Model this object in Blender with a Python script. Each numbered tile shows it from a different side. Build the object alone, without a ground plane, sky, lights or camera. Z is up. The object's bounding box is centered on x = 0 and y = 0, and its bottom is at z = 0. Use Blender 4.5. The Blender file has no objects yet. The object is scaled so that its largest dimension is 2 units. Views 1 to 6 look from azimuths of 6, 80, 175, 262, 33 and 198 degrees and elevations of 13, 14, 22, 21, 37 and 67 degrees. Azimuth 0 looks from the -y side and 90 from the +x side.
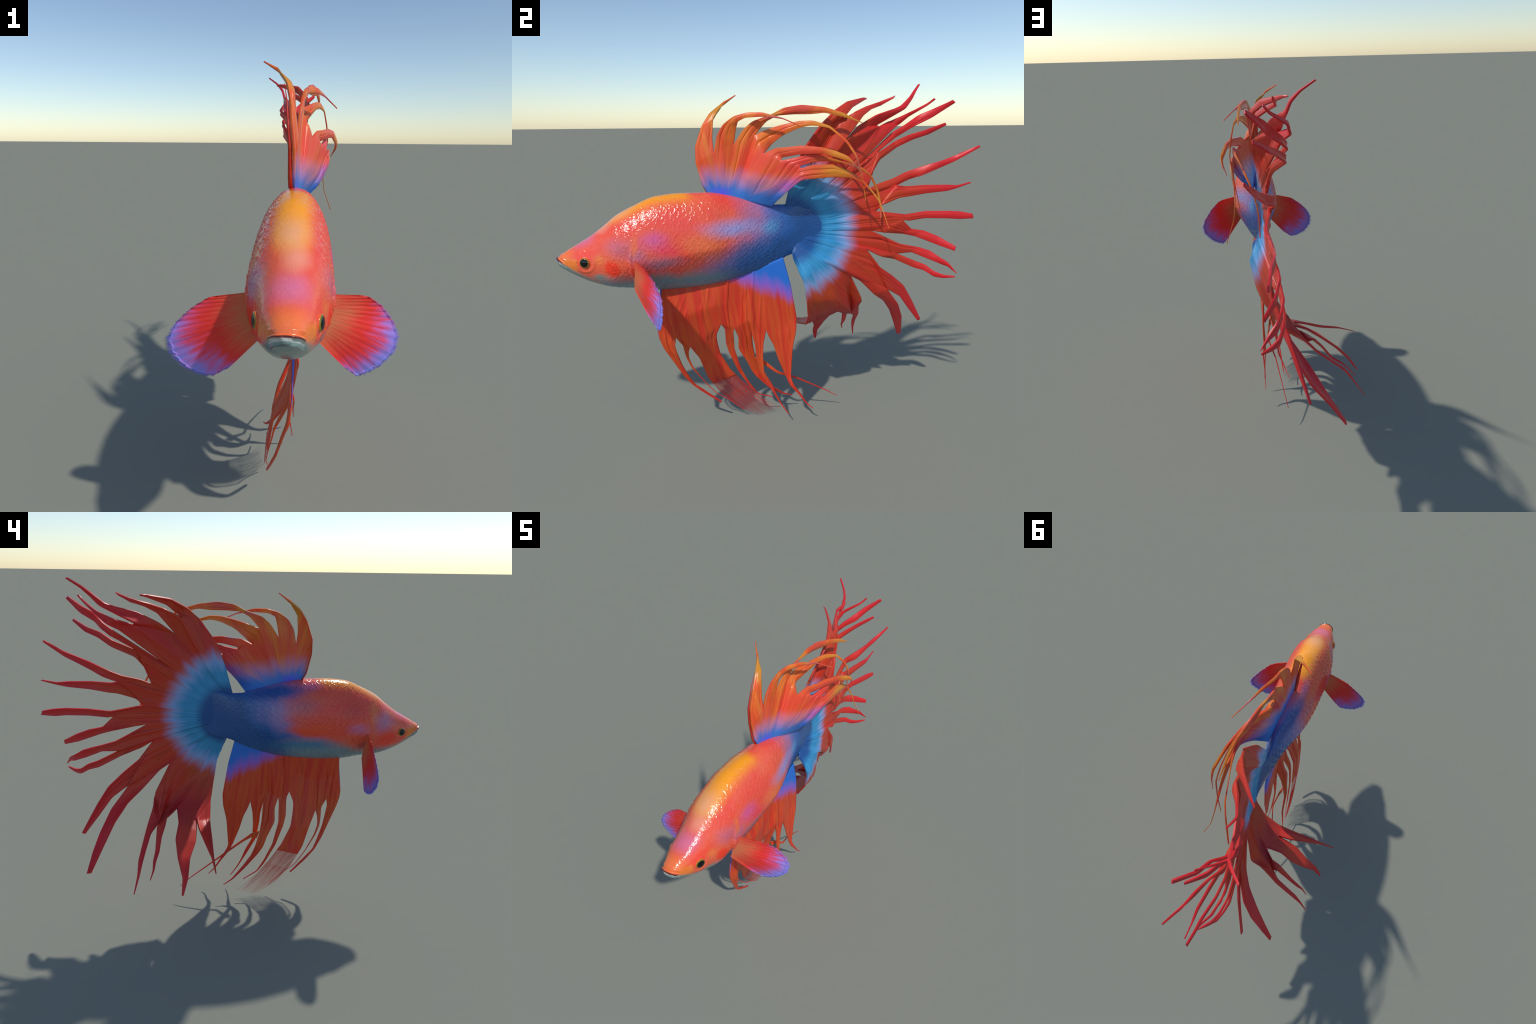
"""Crowntail fighting fish: a lofted body with displaced scales, three median fins
made of rays that share a web up to their notches, two pectoral fans, two eyes.
Frame: head towards -y, tail towards +y, z up, metres."""
import bpy, math, random
import numpy as np
from mathutils import Vector

random.seed(7)
RNG = np.random.default_rng(11)

# ------------------------------------------------------------------ small helpers
def srgb(r, g, b):
    f = lambda c: c / 12.92 if c <= .04045 else ((c + .055) / 1.055) ** 2.4
    return (f(r / 255), f(g / 255), f(b / 255), 1.0)

def smooth01(x):
    x = np.clip(x, 0, 1)
    return x * x * (3 - 2 * x)

def monotone(xs, ys, x):
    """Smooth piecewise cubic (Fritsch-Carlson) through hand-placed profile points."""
    xs, ys, x = np.asarray(xs, float), np.asarray(ys, float), np.asarray(x, float)
    h = np.diff(xs); d = np.diff(ys) / h
    m = np.zeros_like(ys)
    m[0], m[-1] = d[0], d[-1]
    for i in range(1, len(xs) - 1):
        if d[i - 1] * d[i] > 0:
            w1, w2 = 2 * h[i] + h[i - 1], h[i] + 2 * h[i - 1]
            m[i] = (w1 + w2) / (w1 / d[i - 1] + w2 / d[i])
    i = np.clip(np.searchsorted(xs, x) - 1, 0, len(xs) - 2)
    t = np.clip((x - xs[i]) / h[i], 0, 1)
    return ((2 * t**3 - 3 * t**2 + 1) * ys[i] + (t**3 - 2 * t**2 + t) * h[i] * m[i]
            + (-2 * t**3 + 3 * t**2) * ys[i + 1] + (t**3 - t**2) * h[i] * m[i + 1])

def vertex_normals(V, F):
    n = np.zeros_like(V)
    F = np.asarray(F)
    a = np.cross(V[F[:, 2]] - V[F[:, 0]], V[F[:, 3]] - V[F[:, 1]])
    for k in range(4):
        np.add.at(n, F[:, k], a)
    return n / (np.linalg.norm(n, axis=1, keepdims=True) + 1e-12)

def mesh_object(name, V, F, mat, parent=None, normals=None):
    """Mesh from arrays; every part keeps origin, rotation and scale of the whole fish."""
    F = np.asarray(F)
    used = np.unique(F)
    remap = np.zeros(len(V), int); remap[used] = np.arange(len(used))
    me = bpy.data.meshes.new(name)
    me.from_pydata(V[used].tolist(), [], remap[F].tolist())
    me.materials.append(mat)
    me.polygons.foreach_set("use_smooth", [True] * len(me.polygons))
    me.update()
    if normals is not None:
        me.normals_split_custom_set_from_vertices(normals[used].tolist())
    ob = bpy.data.objects.new(name, me)
    bpy.context.scene.collection.objects.link(ob)
    ob.parent = parent
    return ob

# ------------------------------------------------------------------ material kit
class Mat:
    def __init__(self, name, rough=.35, spec=.5, coat=0.0):
        self.m = bpy.data.materials.new(name); self.m.use_nodes = True
        self.t = self.m.node_tree; self.b = self.t.nodes["Principled BSDF"]
        self.b.inputs["Roughness"].default_value = rough
        self.b.inputs["Specular IOR Level"].default_value = spec
        self.b.inputs["Coat Weight"].default_value = coat
        self.b.inputs["Coat Roughness"].default_value = .12
        tc = self.node("ShaderNodeTexCoord")
        self.pos = tc.outputs["Object"]
        s = self.node("ShaderNodeSeparateXYZ"); self.link(self.pos, s.inputs[0])
        self.x, self.y, self.z = s.outputs
        self.warped = self.pos
    def node(self, kind, **kw):
        n = self.t.nodes.new(kind)
        for k, v in kw.items(): setattr(n, k, v)
        return n
    def link(self, a, b): self.t.links.new(a, b)
    def put(self, sock, v):
        if isinstance(v, bpy.types.NodeSocket): self.link(v, sock)
        else: sock.default_value = v
    def math(self, op, a, b=0.0, c=0.0, clamp=False):
        n = self.node("ShaderNodeMath", operation=op, use_clamp=clamp)
        for s, v in zip(n.inputs, (a, b, c)): self.put(s, v)
        return n.outputs[0]
    def vmath(self, op, a, b):
        n = self.node("ShaderNodeVectorMath", operation=op)
        self.put(n.inputs[0], a); self.put(n.inputs[1], b)
        return n.outputs["Value"] if op in ("LENGTH", "DOT_PRODUCT", "DISTANCE") else n.outputs[0]
    def noise(self, vec, scale, detail=2.0, rough=.5):
        n = self.node("ShaderNodeTexNoise")
        self.put(n.inputs["Vector"], vec)
        n.inputs["Scale"].default_value = scale
        n.inputs["Detail"].default_value = detail
        n.inputs["Roughness"].default_value = rough
        return n
    def ramp01(self, v, lo, hi, smooth=True):
        n = self.node("ShaderNodeMapRange", clamp=True)
        n.interpolation_type = 'SMOOTHSTEP' if smooth else 'LINEAR'
        self.put(n.inputs["Value"], v)
        for s, q in zip(n.inputs[1:5], (lo, hi, 0.0, 1.0)): self.put(s, q)
        return n.outputs[0]
    def mix(self, f, a, b):
        n = self.node("ShaderNodeMix", data_type='RGBA')
        self.put(n.inputs[0], f); self.put(n.inputs[6], a); self.put(n.inputs[7], b)
        return n.outputs[2]
    def combine(self, x, y, z):
        n = self.node("ShaderNodeCombineXYZ")
        for s, v in zip(n.inputs, (x, y, z)): self.put(s, v)
        return n.outputs[0]
    def warp(self, scale, amount, detail=2.0):
        """Shift the lookup position by noise so that painted patches get soft, uneven rims."""
        n = self.noise(self.pos, scale, detail)
        d = self.vmath('SUBTRACT', n.outputs["Color"], (.5, .5, .5))
        d = self.vmath('MULTIPLY', d, (amount, amount, amount))
        self.warped = self.vmath('ADD', self.pos, d)
    def blob(self, c, r, inner=.05, outer=1.3):
        d = self.vmath('SUBTRACT', self.warped, c)
        d = self.vmath('DIVIDE', d, r)
        return self.ramp01(self.vmath('LENGTH', d, (0, 0, 0)), outer, inner)
    def patch(self, col, c, r, colour, strength=1.0, **kw):
        f = self.blob(c, r, **kw)
        if strength != 1.0: f = self.math('MULTIPLY', f, strength)
        return self.mix(f, col, colour)
    def finish(self, col, bump=None, strength=.2, dist=.002):
        self.put(self.b.inputs["Base Color"], col)
        if bump is not None:
            n = self.node("ShaderNodeBump")
            n.inputs["Strength"].default_value = strength
            n.inputs["Distance"].default_value = dist
            self.link(bump, n.inputs["Height"]); self.link(n.outputs[0], self.b.inputs["Normal"])
        return self.m

# ------------------------------------------------------------------ materials
SEA, ROOT_BLUE = srgb(50, 141, 194), srgb(31, 82, 146)

def body_material():
    m = Mat("fish_skin", rough=.17, spec=.6)
    m.warp(7.0, .06, 3.0)
    P = m.patch
    n1 = m.noise(m.pos, 8.0, 3.0).outputs["Fac"]
    wob = m.math('SUBTRACT', n1, .5)
    col = m.mix(m.ramp01(m.noise(m.pos, 5.0, 2.0).outputs["Fac"], .35, .65), srgb(238, 76, 58), srgb(236, 98, 66))
    # the rear turns mauve and then blue, further forward along the lower flank
    low = m.ramp01(m.z, 1.07, .89)
    left = m.ramp01(m.x, .10, .05)
    yr = m.math('ADD', m.math('ADD', m.y, m.math('MULTIPLY', wob, .16)), m.math('MULTIPLY', low, .22))
    yr = m.math('ADD', yr, m.math('MULTIPLY', left, .10))
    col = m.mix(m.ramp01(yr, -.26, -.04), col, srgb(128, 116, 178))
    col = m.mix(m.ramp01(yr, -.13, .06), col, srgb(42, 96, 168))
    col = m.mix(m.ramp01(yr, .04, .12), col, ROOT_BLUE)
    # right flank
    col = P(col, (.19, -.52, 1.13), (.09, .20, .06), srgb(240, 80, 66))
    col = P(col, (.19, -.20, 1.09), (.12, .18, .05), srgb(152, 152, 212))
    col = P(col, (.16, -.05, 1.075), (.10, .06, .05), srgb(84, 176, 226), .8)
    col = P(col, (.19, -.38, 1.03), (.08, .11, .055), srgb(240, 112, 68))
    col = P(col, (.20, -.58, 1.045), (.07, .08, .05), srgb(214, 86, 150), .85)
    col = P(col, (.20, -.52, 1.01), (.07, .07, .035), srgb(236, 66, 84), .8)
    col = P(col, (.20, -.55, .95), (.07, .12, .045), srgb(142, 108, 132), .8)
    col = P(col, (.20, -.66, .99), (.07, .05, .04), srgb(170, 112, 150), .7)
    col = P(col, (.19, -.73, 1.03), (.07, .08, .06), srgb(210, 102, 116))
    col = P(col, (.19, -.665, 1.03), (.07, .018, .06), srgb(246, 118, 58), .7)
    # left flank
    col = P(col, (-.05, -.50, 1.05), (.09, .25, .10), srgb(236, 66, 50), inner=.45, outer=1.1)
    col = P(col, (-.05, -.38, .99), (.09, .18, .05), srgb(240, 76, 40), inner=.3, outer=1.15)
    col = P(col, (-.05, -.36, .925), (.09, .20, .03), srgb(190, 110, 134), .7)
    col = P(col, (-.03, -.33, 1.12), (.08, .09, .06), srgb(176, 92, 120), .6)
    col = P(col, (-.05, -.58, 1.09), (.08, .07, .06), srgb(206, 62, 52), .6)
    col = P(col, (-.03, -.20, 1.05), (.09, .06, .09), srgb(140, 120, 180), .7)
    col = P(col, (-.03, -.71, 1.08), (.08, .035, .09), srgb(236, 128, 56), .6)
    col = P(col, (-.03, -.80, 1.06), (.06, .04, .03), srgb(226, 136, 66), .6)
    col = P(col, (-.04, -.62, 1.0), (.08, .08, .035), srgb(196, 120, 176), .6)
    col = P(col, (-.03, -.77, 1.02), (.08, .07, .06), srgb(192, 112, 148))
    # belly
    zb = m.math('ADD', m.z, m.math('MULTIPLY', wob, .07))
    zb = m.math('SUBTRACT', zb, m.math('MULTIPLY', m.math('MULTIPLY', left, m.ramp01(m.y, -.62, -.40)), .035))
    belly = m.ramp01(zb, .915, .845)
    bcol = m.mix(m.ramp01(m.math('ADD', m.y, m.math('MULTIPLY', wob, .2)), -.12, -.38), srgb(40, 88, 146), srgb(106, 142, 156))
    col = m.mix(belly, col, bcol)
    col = P(col, (-.03, -.34, .90), (.09, .22, .045), srgb(58, 124, 164), .9)
    col = P(col, (-.03, -.66, .90), (.08, .05, .05), srgb(160, 92, 92), .7)
    # back: gold ridge, peach nape, blue strip on the left of the dorsal fin
    ridge = m.math('ABSOLUTE', m.math('SUBTRACT', m.x, .075))
    gold = m.math('MULTIPLY', m.math('MULTIPLY', m.ramp01(ridge, .080, .024), m.ramp01(m.z, 1.09, 1.16)),
                  m.ramp01(m.math('ADD', m.y, m.math('MULTIPLY', wob, .15)), -.36, -.46))
    col = m.mix(gold, col, srgb(252, 158, 28))
    col = P(col, (.078, -.74, 1.16), (.06, .12, .07), srgb(240, 164, 110))
    col = P(col, (.02, -.12, 1.185), (.06, .30, .055), srgb(34, 76, 152), inner=.35, outer=1.15)
    col = P(col, (.02, -.38, 1.215), (.04, .07, .03), srgb(170, 96, 160), .6)
    # head
    col = P(col, (.075, -.88, 1.05), (.07, .08, .05), srgb(222, 112, 140))
    col = P(col, (.09, -.80, 1.10), (.05, .06, .03), srgb(240, 152, 124), .8)
    col = P(col, (.155, -.88, .99), (.05, .06, .04), srgb(250, 76, 58))
    col = P(col, (-.01, -.88, .965), (.05, .06, .045), srgb(240, 112, 72), .8)
    col = P(col, (.19, -.765, .925), (.07, .042, .045), srgb(244, 60, 32), inner=.45, outer=1.1)
    col = P(col, (.16, -.835, .885), (.06, .035, .025), srgb(96, 148, 142), .9)
    col = P(col, (-.04, -.80, .925), (.07, .05, .045), srgb(242, 60, 34), inner=.45, outer=1.1)
    col = P(col, (.18, -.82, .965), (.06, .03, .025), srgb(240, 132, 60), .6)
    col = m.mix(m.ramp01(m.y, -.905, -.97), col, srgb(244, 118, 62))
    col = m.mix(m.math('MULTIPLY', m.math('MULTIPLY', m.ramp01(ridge, .03, .05), m.ramp01(m.z, .985, .965)), m.ramp01(m.y, -.90, -.925)), col, srgb(240, 126, 50))
    # underside of the head below a slanting line: pale, teal at the throat
    line = m.math('ADD', m.z, m.math('MULTIPLY', m.math('ADD', m.y, .95), .60))
    chin = m.math('MULTIPLY', m.ramp01(line, .944, .926), m.ramp01(m.y, -.64, -.76))
    throat = m.mix(m.ramp01(m.noise(m.pos, 22.0, 3.0).outputs["Fac"], .3, .7), srgb(132, 150, 146), srgb(104, 140, 138))
    col = m.mix(chin, col, throat)
    # dark mouth slit
    gap = m.math('ABSOLUTE', m.math('SUBTRACT', m.math('ADD', m.z, m.math('MULTIPLY', m.math('ADD', m.y, 1.0), .64)), .968))
    col = m.mix(m.math('MULTIPLY', m.math('MULTIPLY', chin, .7), m.math('MULTIPLY', m.ramp01(ridge, .042, .058), m.ramp01(line, .905, .93))), col, srgb(196, 140, 124))
    lip = m.math('MULTIPLY', m.math('MULTIPLY', m.ramp01(gap, .015, .009), m.ramp01(ridge, .046, .036)), m.ramp01(m.y, -.945, -.955))
    col = m.mix(m.math('MULTIPLY', lip, chin), col, srgb(192, 200, 196))
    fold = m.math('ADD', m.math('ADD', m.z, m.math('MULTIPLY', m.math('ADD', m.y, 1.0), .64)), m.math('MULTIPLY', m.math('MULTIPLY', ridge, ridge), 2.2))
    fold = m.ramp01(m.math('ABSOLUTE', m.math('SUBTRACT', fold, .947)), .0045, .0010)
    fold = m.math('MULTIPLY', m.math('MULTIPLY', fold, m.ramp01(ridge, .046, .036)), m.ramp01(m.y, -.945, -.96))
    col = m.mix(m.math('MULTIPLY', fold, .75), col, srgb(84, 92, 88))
    slit = m.math('MULTIPLY', m.ramp01(gap, .0046, .0020), m.math('MULTIPLY', m.ramp01(ridge, .046, .040), m.ramp01(m.y, -.935, -.945)))
    col = m.mix(slit, col, srgb(86, 24, 18))
    # fine grain: wet, slightly pitted skin
    fine = m.noise(m.pos, 105.0, 2.0, .5).outputs["Fac"]
    mott = m.noise(m.pos, 60.0, 3.0).outputs["Fac"]
    col = m.mix(m.math('MULTIPLY', m.ramp01(mott, .5, .8), m.math('MULTIPLY', m.ramp01(m.y, -.1, -.3), .10)), col, srgb(240, 170, 150))
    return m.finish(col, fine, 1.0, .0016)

def caudal_material():
    m = Mat("tail_fin_skin", rough=.42, spec=.4)
    dy, dz = m.math('SUBTRACT', m.y, .05), m.math('SUBTRACT', m.z, 1.055)
    r = m.math('SQRT', m.math('ADD', m.math('MULTIPLY', dy, dy), m.math('MULTIPLY', dz, dz)))
    ang = m.math('ARCTAN2', dz, m.math('ADD', dy, .02))
    streak = m.noise(m.combine(m.math('MULTIPLY', ang, 9.0), m.math('MULTIPLY', r, 2.5), .0), 1.0, 3.0).outputs["Fac"]
    fine = m.noise(m.combine(m.math('MULTIPLY', ang, 40.0), m.math('MULTIPLY', r, 6.0), 4.0), 1.0, 2.0).outputs["Fac"]
    ws = m.math('SUBTRACT', streak, .5)
    rr = m.math('ADD', r, m.math('MULTIPLY', ws, .12))
    col = m.mix(m.ramp01(streak, .35, .65), srgb(206, 48, 34), srgb(200, 64, 32))
    col = m.mix(m.math('MULTIPLY', m.ramp01(fine, .52, .75), .45), col, srgb(150, 30, 26))
    col = m.mix(m.ramp01(r, .50, .85), col, srgb(216, 38, 44))
    # brown-orange flush and a dark wine band on the lower lobe
    m.warp(6.0, .1)
    col = m.patch(col, (.06, .20, .72), (.2, .12, .12), srgb(180, 72, 32), .7)
    col = m.patch(col, (-.02, .33, .58), (.2, .2, .09), srgb(176, 34, 42), .7)
    col = m.mix(m.ramp01(rr, .37, .275), col, srgb(136, 164, 216))
    col = m.mix(m.ramp01(rr, .305, .225), col, m.mix(m.ramp01(fine, .35, .7), SEA, srgb(64, 152, 202)))
    edge = m.math('ADD', r, m.math('MULTIPLY', m.math('SUBTRACT', fine, .5), .04))
    col = m.mix(m.ramp01(edge, .195, .128), col, ROOT_BLUE)
    vor = m.node("ShaderNodeTexVoronoi"); m.put(vor.inputs["Vector"], m.pos); vor.inputs["Scale"].default_value = 75.0
    scales = m.math('MULTIPLY', vor.outputs["Distance"], m.ramp01(r, .19, .15))
    h = m.math('ADD', m.math('MULTIPLY', fine, .8), scales)
    return m.finish(col, h, .32, .004)

def dorsal_material():
    m = Mat("dorsal_fin_skin", rough=.36, spec=.45)
    dy, dz = m.math('ADD', m.y, .26), m.math('SUBTRACT', m.z, 1.14)
    ang = m.math('ARCTAN2', dz, dy)
    r = m.math('SQRT', m.math('ADD', m.math('MULTIPLY', dy, dy), m.math('MULTIPLY', dz, dz)))
    streak = m.noise(m.combine(m.math('MULTIPLY', ang, 8.0), m.math('MULTIPLY', r, 3.0), 2.0), 1.0, 3.0).outputs["Fac"]
    fine = m.noise(m.combine(m.math('MULTIPLY', ang, 30.0), m.math('MULTIPLY', r, 5.0), 7.0), 1.0, 2.0).outputs["Fac"]
    m.warp(8.0, .05)
    P = m.patch
    col = m.mix(m.ramp01(streak, .38, .62), srgb(230, 84, 40), srgb(234, 120, 44))
    col = m.mix(m.math('MULTIPLY', m.ramp01(fine, .55, .75), .35), col, srgb(196, 62, 36))
    col = P(col, (.16, .06, 1.38), (.2, .17, .10), srgb(228, 66, 56))
    col = P(col, (.10, -.12, 1.38), (.2, .10, .09), srgb(232, 68, 50), .8)
    col = P(col, (.06, -.29, 1.38), (.2, .05, .11), srgb(232, 84, 64), .6)
    # gilded filaments
    gold = srgb(222, 140, 44)
    col = P(col, (.03, -.27, 1.60), (.2, .06, .06), srgb(204, 138, 40), .9)
    col = P(col, (.11, -.04, 1.595), (.2, .05, .04), gold)
    col = P(col, (.13, .09, 1.61), (.2, .07, .03), srgb(222, 80, 64))
    col = P(col, (.16, .30, 1.58), (.2, .12, .06), gold)
    col = P(col, (.17, .18, 1.53), (.2, .08, .035), gold)
    col = P(col, (.22, .24, 1.42), (.3, .08, .05), gold)
    col = P(col, (.19, .25, 1.335), (.3, .13, .04), gold)
    col = P(col, (.19, .46, 1.20), (.3, .10, .11), gold)
    col = P(col, (.20, .14, 1.355), (.3, .05, .04), srgb(230, 98, 46), .8)
    col = P(col, (.2, .33, 1.36), (.3, .04, .06), srgb(196, 96, 92), .8)
    col = P(col, (.09, .50, 1.12), (.05, .04, .07), srgb(222, 92, 68))
    col = P(col, (.2, -.02, 1.565), (.3, .09, .018), srgb(216, 96, 104), .9)
    # blue root zone, violet near the front, purple along the rear edge
    hgt = m.math('ADD', m.z, m.math('MULTIPLY', m.y, .20))
    hh = m.math('ADD', hgt, m.math('MULTIPLY', m.math('SUBTRACT', streak, .5), .08))
    hh = m.math('SUBTRACT', hh, m.math('MULTIPLY', m.ramp01(m.y, -.30, -.37), -.035))
    base = m.ramp01(m.y, .16, .08)
    col = m.mix(m.math('MULTIPLY', m.math('MULTIPLY', m.ramp01(hh, 1.325, 1.24), base), .7), col, srgb(170, 136, 190))
    col = P(col, (.16, .04, 1.27), (.2, .10, .055), srgb(160, 88, 168), .9)
    col = m.mix(m.math('MULTIPLY', m.ramp01(hh, 1.268, 1.195), base), col, srgb(58, 122, 206))
    col = P(col, (.07, -.27, 1.235), (.1, .055, .04), srgb(88, 84, 244), .8)
    col = P(col, (.11, -.01, 1.205), (.2, .07, .05), srgb(42, 96, 180), .9)
    return m.finish(col, fine, .3, .004)

def anal_material():
    m = Mat("anal_fin_skin", rough=.42, spec=.4)
    v = m.combine(m.math('MULTIPLY', m.x, 8.0), m.math('MULTIPLY', m.math('ADD', m.y, m.math('MULTIPLY', m.z, .12)), 34.0), m.math('MULTIPLY', m.z, 3.0))
    streak = m.noise(v, 1.0, 3.0).outputs["Fac"]
    m.warp(8.0, .05)
    col = m.mix(m.ramp01(streak, .35, .65), srgb(212, 54, 34), srgb(220, 82, 36))
    col = m.mix(m.math('MULTIPLY', m.ramp01(streak, .58, .72), .4), col, srgb(160, 36, 26))
    col = m.patch(col, (.04, -.50, .50), (.2, .08, .12), srgb(206, 92, 38), .5)
    col = m.patch(col, (.02, -.10, .36), (.2, .10, .08), srgb(222, 92, 34), .5)
    col = m.mix(m.ramp01(m.z, .34, .12), col, srgb(216, 46, 38))
    z2 = m.math('ADD', m.math('SUBTRACT', m.z, m.math('MULTIPLY', m.math('SUBTRACT', .06, m.y), .42)), m.math('MULTIPLY', m.math('SUBTRACT', streak, .5), .09))
    col = m.mix(m.ramp01(z2, .665, .745), col, srgb(142, 100, 206))
    col = m.mix(m.ramp01(z2, .725, .80), col, srgb(40, 114, 212))
    return m.finish(col, streak, .35, .005)

def rim_material():
    m = Mat("fin_spine_skin", rough=.4, spec=.4)
    n = m.noise(m.pos, 20.0).outputs["Fac"]
    z = m.math('ADD', m.z, m.math('MULTIPLY', m.math('SUBTRACT', n, .5), .08))
    return m.finish(m.mix(m.ramp01(z, .52, .68), srgb(176, 70, 150), srgb(84, 108, 214)), n, .1, .001)

def pectoral_material(name, root, tip):
    m = Mat(name, rough=.5, spec=.3)
    root, tip = Vector(root), Vector(tip)
    ax = (tip - root); L = ax.length; ax /= L
    d = m.vmath('SUBTRACT', m.pos, tuple(root))
    r = m.math('DIVIDE', m.vmath('LENGTH', d, (0, 0, 0)), L)
    u = m.vmath('DIVIDE', d, (L, L, L))
    ang = m.math('DIVIDE', m.vmath('DOT_PRODUCT', u, tuple(Vector((0, 1, 0)).cross(ax).normalized())), m.math('ADD', r, .25))
    s1 = m.noise(m.combine(m.math('MULTIPLY', ang, 22.0), m.math('MULTIPLY', r, 3.0), 1.0), 1.0, 3.0).outputs["Fac"]
    streak = m.noise(m.combine(m.math('MULTIPLY', ang, 60.0), m.math('MULTIPLY', r, 3.5), 5.0), 1.0, 3.0).outputs["Fac"]
    both = m.math('SUBTRACT', m.math('ADD', m.math('MULTIPLY', s1, .5), m.math('MULTIPLY', streak, .5)), .5)
    wander = m.math('SUBTRACT', m.noise(m.pos, 12.0, 2.0).outputs["Fac"], .5)
    rr = m.math('ADD', m.math('ADD', r, m.math('MULTIPLY', both, .75)), m.math('MULTIPLY', wander, .25))
    col = m.mix(m.ramp01(rr, .05, .50), srgb(216, 118, 80), srgb(236, 54, 48))
    edge = m.math('ADD', rr, m.math('MULTIPLY', m.math('ABSOLUTE', ang), .20))
    col = m.mix(m.ramp01(edge, .54, .94), col, srgb(196, 102, 176))
    col = m.mix(m.ramp01(edge, .70, 1.06), col, srgb(134, 138, 232))
    return m.finish(col, streak, .3, .003)

def veil_material():
    """The worn membrane at the end of the broad anal ray: thin enough to see through."""
    m = Mat("fin_veil_skin", rough=.45, spec=.3)
    v = m.combine(m.math('MULTIPLY', m.x, 6.0), m.math('MULTIPLY', m.math('ADD', m.y, m.math('MULTIPLY', m.z, 1.0)), 60.0), m.math('MULTIPLY', m.math('SUBTRACT', m.z, m.y), 4.0))
    streak = m.noise(v, 1.0, 3.0).outputs["Fac"]
    col = m.mix(m.ramp01(streak, .4, .65), srgb(218, 84, 66), srgb(196, 42, 36))
    out = m.finish(col, streak, .2, .002)
    thin = m.ramp01(m.math('ADD', m.z, m.math('MULTIPLY', m.y, -.35)), .02, .34, smooth=False)
    a = m.math('ADD', m.math('MULTIPLY', thin, .42), m.math('MULTIPLY', m.math('SUBTRACT', streak, .45), .5))
    m.put(m.b.inputs["Alpha"], m.math('MAXIMUM', m.math('MINIMUM', a, .6), .05))
    return out

def eye_material():
    m = Mat("fish_eye", rough=.08, spec=.5)
    s = m.math('SQRT', m.math('ADD', m.math('MULTIPLY', m.x, m.x), m.math('MULTIPLY', m.y, m.y)))
    n = m.noise(m.pos, 120.0).outputs["Fac"]
    s = m.math('ADD', s, m.math('MULTIPLY', m.math('SUBTRACT', n, .5), .0012))
    col = m.mix(m.ramp01(s, .0168, .0192), srgb(8, 9, 10), srgb(126, 112, 24))
    col = m.mix(m.ramp01(s, .0206, .0228), col, srgb(232, 108, 44))
    return m.finish(col)

SKIN, CAUDAL, DORSAL, ANAL, EYE, SPINE, VEIL = body_material(), caudal_material(), dorsal_material(), anal_material(), eye_material(), rim_material(), veil_material()

# ------------------------------------------------------------------ body loft
# y, centre x, top z, bottom z, half width, height of the widest place
STATIONS = [
    (-1.004, .074, .972, .950, .016, .962), (-.996, .074, .981, .937, .031, .958),
    (-.980, .074, .991, .922, .040, .955), (-.955, .074, 1.007, .903, .051, .951),
    (-.910, .074, 1.033, .877, .071, .953), (-.860, .0735, 1.062, .852, .084, .949),
    (-.800, .073, 1.106, .832, .101, .945), (-.740, .073, 1.153, .818, .119, .947),
    (-.670, .0725, 1.189, .807, .127, .953), (-.560, .0735, 1.232, .793, .127, .968),
    (-.450, .074, 1.242, .795, .126, .985), (-.340, .076, 1.242, .804, .120, 1.000),
    (-.230, .073, 1.226, .820, .096, 1.010), (-.100, .073, 1.193, .857, .053, 1.030),
    (.000, .070, 1.174, .900, .030, 1.045), (.050, .070, 1.174, .925, .022, 1.050),
    (.090, .072, 1.182, .935, .015, 1.05), (.135, .073, 1.178, .945, .007, 1.055),
    (.168, .074, 1.155, .965, .0028, 1.055), (.205, .074, 1.090, 1.020, .0006, 1.055),
]
ST = np.array(STATIONS)
EYES = {"R": (np.array((.157, -.881, .961)), np.array((.95, -.30, .06))),
        "L": (np.array((-.010, -.881, .961)), np.array((-.95, -.30, .06)))}

def scale_relief(s, c):
    """Height of overlapping scales on a staggered lattice; s runs to the tail, c round the body.
    A scale nearer the head lies on top, and its free rear rim stands highest."""
    ps, pc, R = .036, .033, .60
    u, v = s / ps, c / pc
    best = np.full(u.shape, 1e9); h = np.zeros(u.shape)
    base = np.floor(u * 2)
    for di in range(-4, 2):
        i = base + di                      # half-step columns
        off = np.where(np.mod(i, 2) == 0, 0.0, .5)
        cv = np.round(v - off) + off
        cu = i * .5
        wob = .14 * np.sin(cu * 12.9 + cv * 7.7)
        du, dv = u - cu - wob, (v - cv + .06 * np.sin(cu * 5.1 + cv * 3.3)) / 1.02
        d = np.sqrt(du * du + dv * dv)
        inside = (d < R) & (cu < best)
        rim = np.exp(-((R - d) / .042) ** 2) * smooth01(du / .35 + .2)
        wrinkle = .12 * np.sin(dv * 26 + 3 * du + cu) * smooth01(du / .4 + .4)
        h = np.where(inside, .45 + .35 * du / R - .15 * dv * dv + wrinkle - 2.4 * rim, h)
        best = np.where(inside, cu, best)
    return h

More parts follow.
